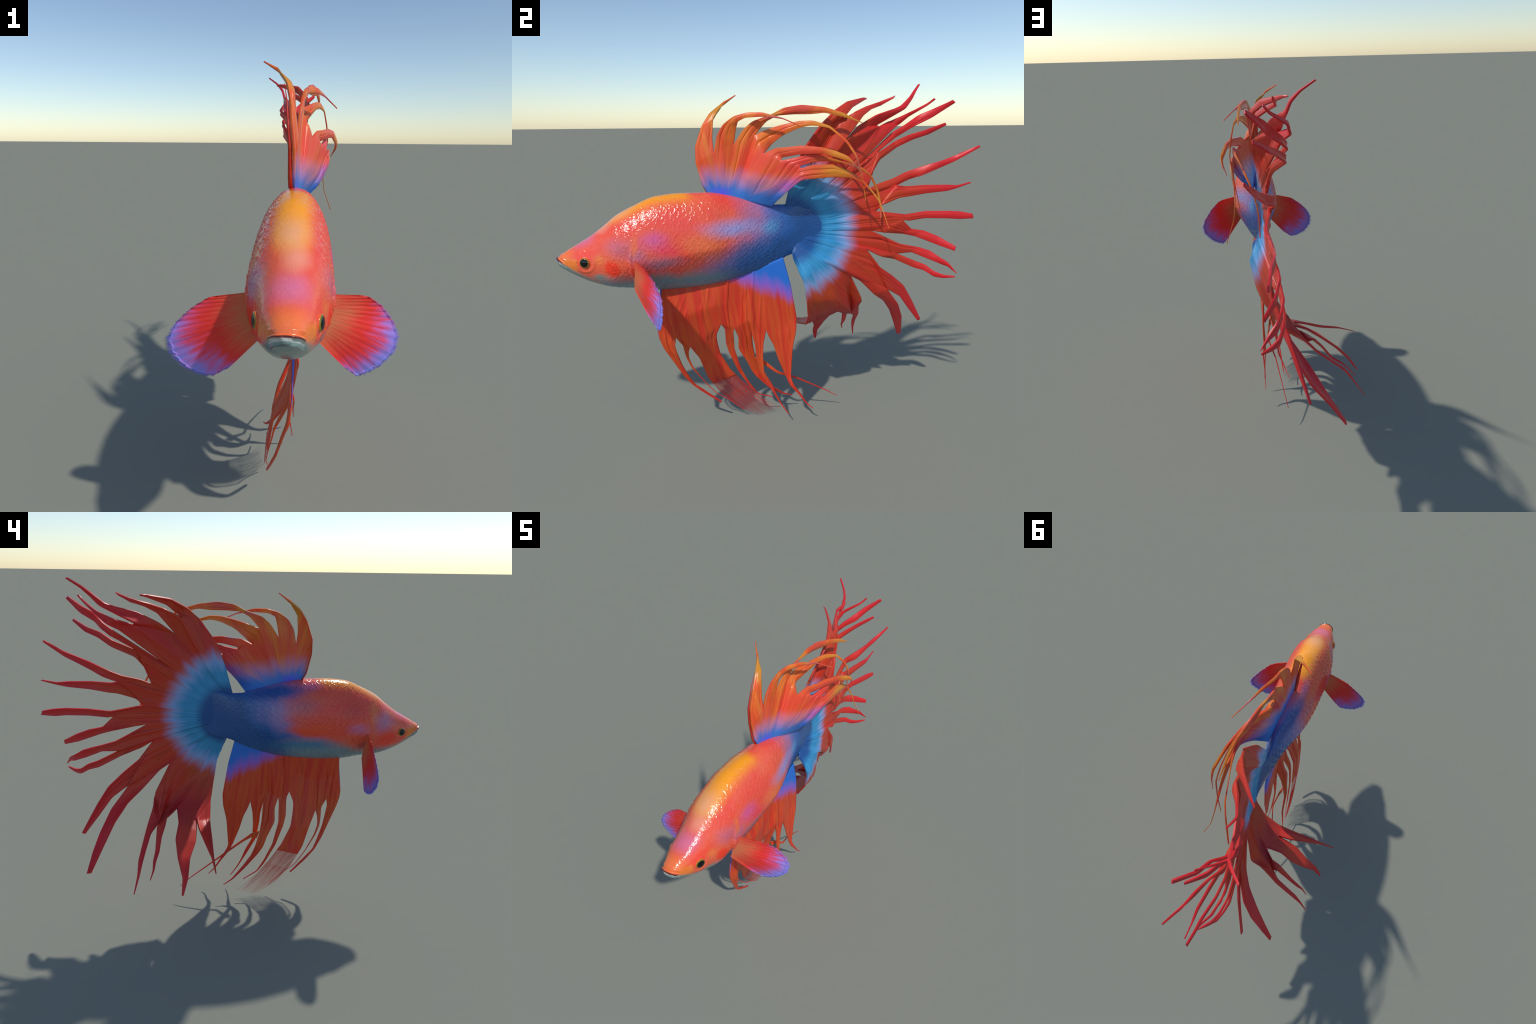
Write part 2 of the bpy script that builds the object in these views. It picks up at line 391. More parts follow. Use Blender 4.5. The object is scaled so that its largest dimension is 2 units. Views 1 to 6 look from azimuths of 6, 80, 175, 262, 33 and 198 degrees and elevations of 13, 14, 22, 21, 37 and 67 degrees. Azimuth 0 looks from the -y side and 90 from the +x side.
def build_body(parent):
    ny, nt = 420, 380
    # rows packed a little closer at the head
    yy = np.concatenate([np.linspace(-1.004, -.96, 40, endpoint=False), np.linspace(-.96, .205, ny - 40)])
    prof = [monotone(ST[:, 0], ST[:, k], yy)[:, None] for k in range(1, 6)]
    xc, zt, zb, hw, zw = prof
    th = (np.linspace(0, 2 * np.pi, nt, endpoint=False) - np.pi / 2)[None, :]
    cs, sn = np.cos(th), np.sin(th)
    # chin boxy, forehead a little flat, belly drawn in to a keel that carries the anal fin
    ka = monotone([-1.01, -.80, -.66, -.50, -.35, .05, .21], [2.0, 2.0, 1.7, 1.45, 1.3, 1.4, 2.0], yy)[:, None]
    kb = monotone([-1.01, -.80, -.66, -.50, -.35, .03, .21], [.42, .44, .84, 1.0, 1.12, .95, .5], yy)[:, None]
    foot = monotone([-1.01, -.72, -.55, -.02, .08, .21], [0, 0, .15, .22, .10, 0], yy)[:, None]
    e_up = 2 / monotone([-1.01, -.95, -.80, -.60, .21], [2.3, 2.3, 2.0, 2.0, 2.0], yy)[:, None]
    low = (1 - foot) * np.maximum(1 - np.abs(sn) ** ka, 0) ** kb + foot * np.maximum(1 - np.abs(sn) ** 7, 0) ** .5
    X = xc + hw * np.sign(cs) * np.where(sn > 0, np.abs(cs) ** e_up, low)
    Z = np.where(sn > 0, zw + (zt - zw) * np.abs(sn) ** e_up, zw - (zw - zb) * np.abs(sn))
    Y = np.broadcast_to(yy[:, None], X.shape)
    V = np.stack([X, Y, Z], -1)
    idx = np.arange(ny * nt).reshape(ny, nt)
    F = np.stack([idx[:-1], np.roll(idx, -1, 1)[:-1], np.roll(idx, -1, 1)[1:], idx[1:]], -1).reshape(-1, 4)
    flat = V.reshape(-1, 3)
    N = vertex_normals(flat, F).reshape(V.shape)
    # girth coordinate for the scale lattice, measured from the back on both sides
    seg = np.linalg.norm(np.diff(np.concatenate([V, V[:, :1]], 1), axis=1), axis=2)
    arc = np.concatenate([np.zeros((ny, 1)), np.cumsum(seg, 1)[:, :-1]], 1)
    half = arc[:, nt // 2][:, None]
    girth = (arc - half)
    mean_half = monotone([-1.01, -.9, -.75, -.55, -.3, .0, .21], [.22, .30, .44, .50, .48, .40, .30], yy)[:, None]
    girth = girth / np.maximum(np.abs(girth).max(1, keepdims=True), 1e-6) * mean_half
    s = np.cumsum(np.concatenate([[0], np.diff(yy)]))[:, None] * np.ones_like(girth)
    rel = scale_relief(s + .25 * girth**2, girth)
    fade = smooth01((Y + .845) / .09) * smooth01((.10 - Y) / .12)
    fade = fade * (1 - .75 * smooth01((Z - zt + .05) / .05) * smooth01((-.60 - Y) / .1))
    bellyf = smooth01((Z - zb) / .05)
    disp = (rel - .4) * .0014 * (1 - .75 * smooth01((.02 - (zt - Z)) / .02)) * fade * (.35 + .65 * bellyf)
    # mouth slit and lips
    zm = .968 - .64 * (Y + 1.0)
    front = smooth01((-.94 - Y) / .008) * smooth01((.047 - np.abs(X - xc)) / .008)
    disp = disp - .007 * front * np.exp(-((Z - zm) / .0032) ** 2)
    disp = disp + .0020 * front * np.exp(-((Z - zm + .011) / .006) ** 2) + .0035 * front * np.exp(-((Z - zm - .009) / .006) ** 2)
    crease = smooth01((-.955 - Y) / .02)
    disp = disp - .0030 * crease * np.exp(-((Z - zm + .021 + 2.2 * (X - xc) ** 2) / .003) ** 2) - .0018 * crease * np.exp(-((Z - zm - .022) / .003) ** 2)
    # eye socket, lid ring and cheek fold
    for c, ax in EYES.values():
        d = np.linalg.norm(V - c, axis=2)
        below = smooth01((c[2] - Z + .03) / .03)
        disp = disp - .006 * np.exp(-(d / .021) ** 4) + .0 * d
        disp = disp - .0026 * below * np.exp(-((d - .043) / .006) ** 2)
    # gill cover edge
    gy = -.69 + 1.6 * (Z - .95) ** 2
    sidef = smooth01((np.abs(X - xc) / hw - .45) / .2) * smooth01((1.04 - Z) / .06)
    step = smooth01((Y - gy) / .010)
    disp = disp + sidef * .0058 * np.where(Y < gy, smooth01((Y - gy + .10) / .10), 0) * (1 - step) - .003 * sidef * np.exp(-((Y - gy - .006) / .006) ** 2)
    V = V + N * disp[..., None]
    flat = V.reshape(-1, 3)
    # round off the snout with a fan of shrinking rings
    caps, n0 = [], len(flat)
    ring = idx[0]
    F = F.tolist()
    extra = []
    c0 = V[0].mean(0)
    for k, (q, dy) in enumerate([(.75, -.0015), (.4, -.0028), (.004, -.0034)]):
        pts = c0 + (V[0] - c0) * q; pts[:, 1] = V[0, 0, 1] + dy
        extra.append(pts)
        new = np.arange(n0 + k * nt, n0 + (k + 1) * nt)
        F += np.stack([new, np.roll(new, -1), np.roll(ring, -1), ring], -1).tolist()
        ring = new
    n1 = n0 + 3 * nt
    ring = idx[-1]; cl = V[-1].mean(0)
    for k, (q, dy) in enumerate([(.8, .004), (.01, .006)]):
        pts = cl + (V[-1] - cl) * np.array((q, 1, q)); pts[:, 1] = V[-1, 0, 1] + dy
        extra.append(pts)
        new = np.arange(n1 + k * nt, n1 + (k + 1) * nt)
        F += np.stack([ring, np.roll(ring, -1), np.roll(new, -1), new], -1).tolist()
        ring = new
    flat = np.concatenate([flat] + extra)
    F = np.array(F)
    N = vertex_normals(flat, F)
    cen = flat[F].mean(1)
    gill = -.69 + 1.6 * (cen[:, 2] - .95) ** 2
    head = cen[:, 1] < gill
    tail = cen[:, 1] > -.02
    body = mesh_object("torso", flat, F[~head & ~tail], SKIN, parent, N)
    hd = mesh_object("head", flat, F[head], SKIN, parent, N)
    tl = mesh_object("caudal_peduncle", flat, F[tail], SKIN, parent, N)
    return body, hd, tl

def build_eyes(head):
    nr, nt, R, bulge = 14, 40, .0232, .0105
    V, F = [], []
    for i in range(nr + 1):
        a = i / nr * math.pi * .5
        for j in range(nt):
            b = j / nt * 2 * math.pi
            V.append((R * math.sin(a) * math.cos(b), R * math.sin(a) * math.sin(b), bulge * math.cos(a)))
    for j in range(nt):                       # short skirt down into the socket
        b = j / nt * 2 * math.pi
        V.append((R * .9 * math.cos(b), R * .9 * math.sin(b), -.012))
    for i in range(nr + 1):
        for j in range(nt):
            k = (j + 1) % nt
            F.append((i * nt + j, (i + 1) * nt + j, (i + 1) * nt + k, i * nt + k))
    me = bpy.data.meshes.new("eye")
    me.from_pydata(V, [], F); me.materials.append(EYE)
    me.polygons.foreach_set("use_smooth", [True] * len(F))
    for c, ax in EYES.values():
        ob = bpy.data.objects.new("eye", me)
        bpy.context.scene.collection.objects.link(ob)
        ob.parent = head
        ob.rotation_euler = Vector(ax).to_track_quat('Z', 'Y').to_euler()
        ob.location = Vector(c) - Vector(ax).normalized() * .0035

# ------------------------------------------------------------------ median fins
# A fin is a row of rays.  Neighbouring rays share a straight web edge from the base line to
# a notch; past its notches a ray is free.  "rungs" are cross-bars of the free part, each the
# front and the rear point of the ray there (None: that edge is still in the web).
def polyline(P, t):
    P = np.asarray(P, float)
    L = np.concatenate([[0], np.cumsum(np.linalg.norm(np.diff(P, axis=0), axis=1))])
    L /= L[-1]
    return np.stack([np.interp(t, L, P[:, k]) for k in range(3)], -1)

def softened(T, P, t):
    """Linear interpolation with lightly rounded corners."""
    acc = 0
    for w, o in ((.5, 0), (.25, .02), (.25, -.02)):
        q = np.clip(t + o * smooth01(np.minimum(t, 1 - t) / .05), 0, 1)
        acc = acc + w * np.stack([np.interp(q, T, [p[k] for p in P]) for k in range(3)], -1)
    return acc

def ray_grid(left, right, rungs, n1, n2, m):
    """left/right: web edges from base to notch; returns an (n1+n2+1, m+1, 3) grid."""
    s, T = 0.0, []
    pl, pr = np.array(left[-1]), np.array(right[-1])
    for l, r in rungs:
        d = []
        if l is not None: d.append(np.linalg.norm(np.array(l) - pl)); pl = np.array(l)
        if r is not None: d.append(np.linalg.norm(np.array(r) - pr)); pr = np.array(r)
        s += max(np.mean(d), 1e-4); T.append(s)
    T = [q / s for q in T]
    TL = [0] + [t for t, (l, r) in zip(T, rungs) if l is not None]
    TR = [0] + [t for t, (l, r) in zip(T, rungs) if r is not None]
    PL = [left[-1]] + [l for l, r in rungs if l is not None]
    PR = [right[-1]] + [r for l, r in rungs if r is not None]
    w = np.linspace(0, 1, n1 + 1)
    t = np.linspace(0, 1, n2 + 1)[1:]
    A = np.concatenate([polyline(left, w), softened(TL, PL, t)])
    B = np.concatenate([polyline(right, w), softened(TR, PR, t)])
    u = np.linspace(0, 1, m + 1)[None, :, None]
    return A[:, None] * (1 - u) + B[:, None] * u

def build_fin(name, webs, rays, mat, parent, n1=26, n2=70, m=20, thick=.0062, pleat=.0045, fray=None, grooves=(1, 4), deep=1.0, seed=3):
    rng = np.random.default_rng(seed)
    verts, key, quads, owner = [], {}, [], []
    shift, width = {}, {}
    def vid(p):
        k = tuple(np.round(p, 5))
        if k not in key:
            key[k] = len(verts); verts.append(p)
        return key[k]
    relief = []
    frays = []
    for ri, ray in enumerate(rays):
        if "own" in ray:
            l0, r0 = ray["rungs"][0]
            G = ray_grid([l0, l0], [r0, r0], ray["rungs"][1:], 1, n2, m)[1:]
            first = 0
        else:
            G = ray_grid(webs[ri], webs[ri + 1], ray["rungs"], n1, n2, m)
            first = n1
        rows = G.shape[0]
        ids = np.array([[vid(p) for p in row] for row in G])
        # fine grooves that run along the ray
        u = np.linspace(0, 1, m + 1)[None, :]
        t = np.linspace(0, 1, rows)[:, None]
        h = np.zeros((rows, m + 1))
        wid = np.linalg.norm(G[:, 0] - G[:, -1], axis=1)[:, None]
        for g in range(int(rng.integers(*grooves))):
            c = rng.uniform(.18, .82) + .07 * np.sin(t * rng.uniform(3, 7) + rng.uniform(0, 6))
            on = smooth01((t - rng.uniform(-.1, .35)) / .08) * smooth01((rng.uniform(.35, .95) - t) / .15)
            cut = deep * rng.uniform(.35, 1.0)
            h -= on * cut * np.exp(-((u - c) / .045) ** 2) * np.minimum(.0050, wid * .075)
        h += np.sin(np.pi * u) ** 1.2 * np.minimum(pleat, wid * .10) * smooth01((t - .04) / .14)
        h *= (np.abs(u - .5) < .499)
        stop = rows - 1
        if fray and ray["lobe"] == fray[0]:
            stop = int(rows * fray[1]); frays.append((G[stop - 3:], ri))
        for j in range(stop):
            for i in range(m):
                q = (ids[j, i], ids[j, i + 1], ids[j + 1, i + 1], ids[j + 1, i])
                if len(set(q)) < 4: continue
                quads.append(q); owner.append(-1 if j < first else ri)
        for a, b in zip(ids.ravel(), h.ravel()): shift[a] = b
        local = np.clip(wid * .5, .0030, thick) * np.ones((1, m + 1))
        for a, b in zip(ids.ravel(), local.ravel()): width[a] = b
    V = np.array(verts); Q = np.array(quads); owner = np.array(owner)
    N = vertex_normals(V, Q)
    V = V + N * np.array([shift[i] for i in range(len(V))])[:, None]
    N = vertex_normals(V, Q)
    # thickness: thinner towards the tips
    n = len(V)
    th = np.array([width[i] for i in range(n)])[:, None]
    W = np.concatenate([V + N * th / 2, V - N * th / 2])
    edge = {}
    for q, o in zip(quads, owner):
        for a, b in ((q[0], q[1]), (q[1], q[2]), (q[2], q[3]), (q[3], q[0])):
            edge.setdefault((min(a, b), max(a, b)), []).append((a, b, o))
    faces = [tuple(q) for q in quads] + [(q[3] + n, q[2] + n, q[1] + n, q[0] + n) for q in quads]
    own = list(owner) + list(owner)
    for e in edge.values():
        if len(e) == 1:
            a, b, o = e[0]
            faces.append((b, a, a + n, b + n)); own.append(o)
    faces, own = np.array(faces), np.array(own)
    WN = vertex_normals(W, faces)
    fin = mesh_object(name, W, faces[own == -1], mat, parent, WN)
    for ri, ray in enumerate(rays):
        if (own == ri).any():
            mesh_object("fin_ray", W, faces[own == ri], mat, fin, WN)
    for G, ri in frays:
        veil(G, fin)
        frayed_end(G, mat, fin, rng)
    return fin

def ribbon(path, across, thick, V, F):
    """A closed thin strip: path (k,3), across (k,3) half-width vectors."""
    k = len(path)
    tan = np.gradient(path, axis=0)
    nrm = np.cross(tan, across); nrm /= np.linalg.norm(nrm, axis=1, keepdims=True) + 1e-12
    base = len(V)
    ring = np.stack([path - across, path + nrm * thick[:, None], path + across, path - nrm * thick[:, None]], 1)
    V.extend(ring.reshape(-1, 3))
    for i in range(k - 1):
        for j in range(4):
            a, b = base + i * 4 + j, base + i * 4 + (j + 1) % 4
            F.append((a, b, b + 4, a + 4))
    F.append((base + 3, base + 2, base + 1, base))
    e = base + (k - 1) * 4
    F.append((e, e + 1, e + 2, e + 3))

def veil(G, parent):
    """Thin see-through membrane closing the frayed part of a ray."""
    rows, cols = G.shape[:2]
    V = G.reshape(-1, 3)
    idx = np.arange(len(V)).reshape(rows, cols)
    Q = np.stack([idx[:-1, :-1], idx[:-1, 1:], idx[1:, 1:], idx[1:, :-1]], -1).reshape(-1, 4)
    N = vertex_normals(V, Q); n = len(V)
    W = np.concatenate([V + N * .0006, V - N * .0006])
    F = [tuple(q) for q in Q] + [(q[3] + n, q[2] + n, q[1] + n, q[0] + n) for q in Q]
    loop = list(idx[0, :]) + list(idx[1:, -1]) + list(idx[-1, ::-1][1:]) + list(idx[::-1, 0][1:-1])
    F += [(b, a, a + n, b + n) for a, b in zip(loop, loop[1:] + loop[:1])]
    mesh_object("fin_veil", W, F, VEIL, parent)

def frayed_end(G, mat, parent, rng, count=26):
    """The worn end of a broad ray, dissolved into hair-fine strands."""
    V, F = [], []
    rows = G.shape[0]
    t = np.linspace(0, 1, rows)
    A, B = G[:, 0], G[:, -1]
    for i in range(count):
        u0 = (i + .5) / count + rng.uniform(-.3, .3) / count
        end = rng.uniform(.78, 1.0) if i % 3 else rng.uniform(.4, .7)
        q = np.linspace(min(.35, end - .2), end, 26)
        uu = np.clip(u0 + .012 * np.sin(q * 5 + i), .01, .99)
        a = np.stack([np.interp(q, t, A[:, k]) for k in range(3)], -1)
        b = np.stack([np.interp(q, t, B[:, k]) for k in range(3)], -1)
        path = a * (1 - uu[:, None]) + b * uu[:, None]
        w = (b - a) / count * (.20 * (1 - q / end) + .05)[:, None]
        ribbon(path, w, .0012 * (1 - .6 * q / end), V, F)
    ob = mesh_object("frayed_strands", np.array(V), F, mat, parent)
    ob["kind"] = "stuff"
    return ob

def spread(points, n):
    return polyline(points, np.linspace(0, 1, n))

def webs_from(bases, notches):
    """One web edge per gap: base point, optional way points, notch."""
    return [[tuple(b)] + (list(k) if isinstance(k, list) else [k]) for b, k in zip(bases, notches)]

# rays of the median fins, front to rear / top to bottom
TAIL_RAYS = [
    dict(lobe='R1', rungs=[
        ((.100, .245, 1.592), (.105, .305, 1.572)),
        ((.063, .322, 1.636), (.063, .350, 1.611)),
        ((-.020, .435, 1.660), (-.020, .440, 1.649)),
        ((-.040, .453, 1.659), (-.040, .461, 1.655)),
    ]),
    dict(lobe='R2', rungs=[
        ((.083, .353, 1.588), (.083, .396, 1.572)),
        ((.045, .426, 1.616), (.045, .449, 1.603)),
        ((.014, .511, 1.642), (.014, .512, 1.624)),
        ((.030, .575, 1.666), (.030, .568, 1.655)),
    ]),
    dict(lobe='R3', rungs=[
        ((.058, .380, 1.525), None),
        ((.032, .484, 1.578), (-.005, .493, 1.530)),
        ((-.012, .621, 1.619), (-.012, .651, 1.610)),
        ((-.024, .670, 1.661), (-.024, .686, 1.652)),
        ((-.053, .705, 1.692), (-.053, .719, 1.690)),
        ((-.100, .752, 1.727), (-.100, .763, 1.727)),
    ]),
    dict(lobe='R4', rungs=[
        ((.000, .518, 1.528), (.000, .572, 1.501)),
        ((-.030, .577, 1.549), (-.030, .624, 1.532)),
        ((-.014, .658, 1.585), (-.014, .670, 1.573)),
        ((.055, .729, 1.630), (.055, .728, 1.618)),
        ((.078, .750, 1.654), (.078, .758, 1.648)),
    ]),
    dict(lobe='R5', rungs=[
        (None, (.020, .510, 1.412)),
        ((-.018, .591, 1.498), (-.018, .613, 1.476)),
        ((.010, .645, 1.534), (.010, .652, 1.504)),
        ((.055, .694, 1.578), (.055, .682, 1.531)),
        ((.080, .747, 1.603), (.080, .750, 1.568)),
        ((.141, .811, 1.642), (.141, .824, 1.632)),
    ]),
    dict(lobe='R6', rungs=[
        (None, (.060, .452, 1.293)),
        ((.029, .506, 1.406), (.032, .507, 1.368)),
        ((-.012, .606, 1.456), (-.012, .611, 1.424)),
        ((.030, .660, 1.487), (.030, .677, 1.464)),
        ((.060, .723, 1.507), (.060, .740, 1.488)),
        ((.119, .794, 1.541), (.119, .801, 1.531)),
    ]),
    dict(lobe='R7', rungs=[
        ((.058, .491, 1.254), None),
        ((.043, .576, 1.276), (.043, .602, 1.245)),
        ((.037, .649, 1.308), (.037, .670, 1.273)),
        ((.075, .733, 1.340), (.075, .710, 1.289)),
        ((.103, .794, 1.362), (.103, .812, 1.339)),
        ((.120, .878, 1.394), (.120, .857, 1.360)),
        ((.157, .958, 1.436), (.157, .962, 1.427)),
    ]),
    dict(lobe='R8', rungs=[
        (None, (.071, .517, 1.152)),
        ((.060, .594, 1.247), (.060, .611, 1.185)),
        ((.060, .637, 1.239), (.060, .651, 1.189)),
        ((.074, .733, 1.245), (.074, .746, 1.205)),
        ((.087, .845, 1.244), (.087, .851, 1.215)),
        ((.085, .902, 1.240), (.085, .903, 1.227)),
        ((.084, .970, 1.254), (.084, .979, 1.250)),
    ]),
    dict(lobe='R9', rungs=[
        ((.047, .650, 1.097), (.047, .671, 1.065)),
        ((.051, .757, 1.111), (.051, .760, 1.076)),
        ((.076, .872, 1.111), (.076, .875, 1.074)),
        ((.082, .933, 1.107), (.082, .931, 1.069)),
        ((.094, .994, 1.095), (.094, 1.002, 1.073)),
    ]),
    dict(lobe='R10', rungs=[
        ((.056, .639, 1.070), (.056, .534, 1.013)),
        ((.035, .697, 1.019), (.035, .643, .999)),
        ((.034, .760, 1.008), (.034, .714, .982)),
        ((.059, .836, .978), (.059, .828, .938)),
        ((.108, .911, .932), (.108, .907, .910)),
    ]),
    dict(lobe='R11', rungs=[
        ((.028, .636, .944), None),
        ((.020, .747, .918), (.020, .710, .894)),
        ((.035, .812, .897), (.035, .794, .859)),
        ((.060, .851, .869), (.060, .861, .833)),
        ((.092, .885, .845), (.092, .891, .824)),
        ((.127, .915, .798), (.127, .917, .794)),
    ]),
    dict(lobe='R12', rungs=[
        (None, (.056, .526, .890)),
        ((.025, .628, .892), (.025, .614, .865)),
        ((.016, .733, .845), (.016, .731, .809)),
        ((.028, .793, .822), (.028, .784, .794)),
        ((.050, .830, .792), (.050, .836, .762)),
        ((.085, .866, .779), (.085, .871, .762)),
        ((.123, .910, .781), (.123, .909, .773)),
    ]),
    dict(lobe='R13', rungs=[
        ((.057, .532, .829), None),
        ((.025, .608, .776), (.025, .591, .699)),
        ((-.007, .691, .707), (-.007, .677, .645)),
        ((-.035, .751, .621), (-.035, .743, .563)),
        ((-.072, .838, .478), (-.072, .821, .471)),
    ]),
    dict(lobe='R14', rungs=[
        (None, (.050, .424, .769)),
        ((.020, .593, .697), (.020, .516, .679)),
        ((-.030, .682, .591), (-.030, .594, .623)),
        ((-.095, .739, .488), (-.095, .662, .543)),
        ((-.170, .775, .410), (-.165, .725, .430)),
        ((-.232, .802, .329), (-.232, .780, .331)),
    ]),
    dict(lobe='R15', rungs=[
        ((.015, .456, .646), None),
        ((-.050, .462, .605), None),
        ((-.116, .487, .550), (-.118, .443, .526)),
        ((-.161, .504, .504), (-.155, .475, .499)),
        ((-.225, .520, .460), (-.220, .495, .455)),
        ((-.286, .534, .417), (-.283, .513, .410)),
        ((-.322, .539, .363), (-.324, .529, .356)),
        ((-.375, .559, .286), (-.375, .555, .284)),
    ]),
    dict(lobe='R16', rungs=[
        (None, (-.085, .391, .564)),
        ((-.149, .440, .542), (-.135, .400, .533)),
        ((-.193, .447, .493), (-.188, .420, .492)),
        ((-.234, .452, .439), (-.230, .433, .431)),
        ((-.283, .463, .410), (-.282, .449, .404)),
        ((-.313, .464, .381), (-.313, .456, .377)),
        ((-.347, .479, .342), (-.347, .476, .340)),
    ]),
    dict(lobe='R17', rungs=[
        (None, (-.080, .238, .518)),
        ((-.128, .332, .540), (-.141, .243, .489)),
        ((-.205, .350, .489), (-.195, .248, .458)),
        ((-.285, .340, .422), (-.272, .280, .406)),
        ((-.346, .319, .344), (-.345, .292, .338)),
        ((-.393, .326, .272), (-.392, .317, .271)),
    ]),
    dict(lobe='R18', rungs=[
        ((-.090, .238, .524), (-.044, .168, .511)),
        ((-.151, .229, .509), (-.100, .168, .493)),
        ((-.233, .200, .470), (-.200, .163, .457)),
        ((-.326, .172, .439), (-.321, .161, .435)),
        ((-.414, .159, .402), (-.414, .154, .401)),
    ]),
]
DORSAL_RAYS = [
    dict(lobe='D1', rungs=[
        ((.058, -.377, 1.445), (.068, -.301, 1.480)),
        ((.050, -.346, 1.527), (.060, -.293, 1.564)),
        ((.037, -.308, 1.584), (.047, -.273, 1.592)),
        ((.000, -.237, 1.640), (.008, -.243, 1.625)),
        ((-.050, -.180, 1.672), (-.050, -.177, 1.669)),
    ]),
    dict(lobe='D2', rungs=[
        ((.083, -.283, 1.492), (.085, -.199, 1.508)),
        ((.090, -.255, 1.540), (.090, -.193, 1.537)),
        ((.098, -.208, 1.574), (.100, -.188, 1.554)),
        ((.110, -.147, 1.590), (.110, -.156, 1.568)),
        ((.142, -.084, 1.589), (.142, -.084, 1.572)),
        ((.178, -.008, 1.567), (.178, -.002, 1.562)),
        ((.226, .069, 1.530), (.226, .073, 1.526)),
    ]),
    dict(lobe='D3', rungs=[
        ((.088, -.163, 1.519), (.088, -.081, 1.530)),
        ((.093, -.124, 1.553), (.093, -.057, 1.556)),
        ((.105, -.041, 1.581), (.105, -.011, 1.581)),
        ((.113, .015, 1.610), (.113, .073, 1.584)),
        ((.125, .094, 1.622), (.125, .131, 1.583)),
        ((.148, .189, 1.611), (.148, .192, 1.588)),
        ((.157, .270, 1.588), (.157, .276, 1.570)),
        ((.160, .365, 1.544), (.160, .368, 1.541)),
    ]),
    dict(lobe='D4', rungs=[
        ((.085, -.044, 1.521), (.085, -.041, 1.447)),
        ((.115, .017, 1.538), (.115, .011, 1.492)),
        ((.138, .079, 1.552), (.138, .079, 1.523)),
        ((.157, .135, 1.554), (.157, .129, 1.534)),
        ((.180, .211, 1.530), (.180, .205, 1.523)),
        ((.196, .288, 1.466), (.196, .279, 1.461)),
        ((.204, .331, 1.402), (.204, .323, 1.399)),
        ((.190, .367, 1.308), (.190, .361, 1.307)),
        ((.172, .394, 1.191), (.172, .391, 1.192)),
    ]),
    dict(lobe='D5', rungs=[
        ((.150, -.027, 1.438), (.150, -.003, 1.397)),
        ((.175, .028, 1.442), (.175, .040, 1.405)),
        ((.190, .079, 1.448), (.190, .079, 1.412)),
        ((.217, .165, 1.440), (.217, .172, 1.414)),
        ((.228, .220, 1.425), (.228, .214, 1.400)),
        ((.240, .270, 1.404), (.240, .277, 1.382)),
        ((.237, .307, 1.371), (.237, .309, 1.359)),
        ((.220, .344, 1.330), (.220, .345, 1.328)),
    ]),
    dict(lobe='D6', rungs=[
        ((.182, .064, 1.397), (.185, .070, 1.359)),
        ((.187, .119, 1.413), (.187, .136, 1.377)),
        ((.178, .209, 1.394), (.178, .210, 1.380)),
        ((.163, .281, 1.373), (.163, .278, 1.367)),
        ((.142, .384, 1.342), (.142, .383, 1.330)),
        ((.122, .438, 1.302), (.122, .432, 1.294)),
        ((.100, .486, 1.222), (.100, .477, 1.219)),
        ((.094, .505, 1.153), (.094, .496, 1.153)),
        ((.094, .509, 1.091), (.094, .500, 1.091)),
    ]),
    dict(lobe='D7', rungs=[
        ((.193, .078, 1.349), (.197, .082, 1.300)),
        ((.200, .124, 1.364), (.201, .125, 1.303)),
        ((.198, .220, 1.364), (.198, .238, 1.309)),
        ((.195, .287, 1.338), (.195, .305, 1.303)),
        ((.190, .371, 1.289), (.190, .368, 1.277)),
        ((.190, .415, 1.242), (.190, .410, 1.237)),
        ((.195, .451, 1.196), (.195, .445, 1.194)),
        ((.200, .463, 1.163), (.200, .460, 1.162)),
        ((.236, .488, 1.067), (.236, .486, 1.066)),
    ]),
]
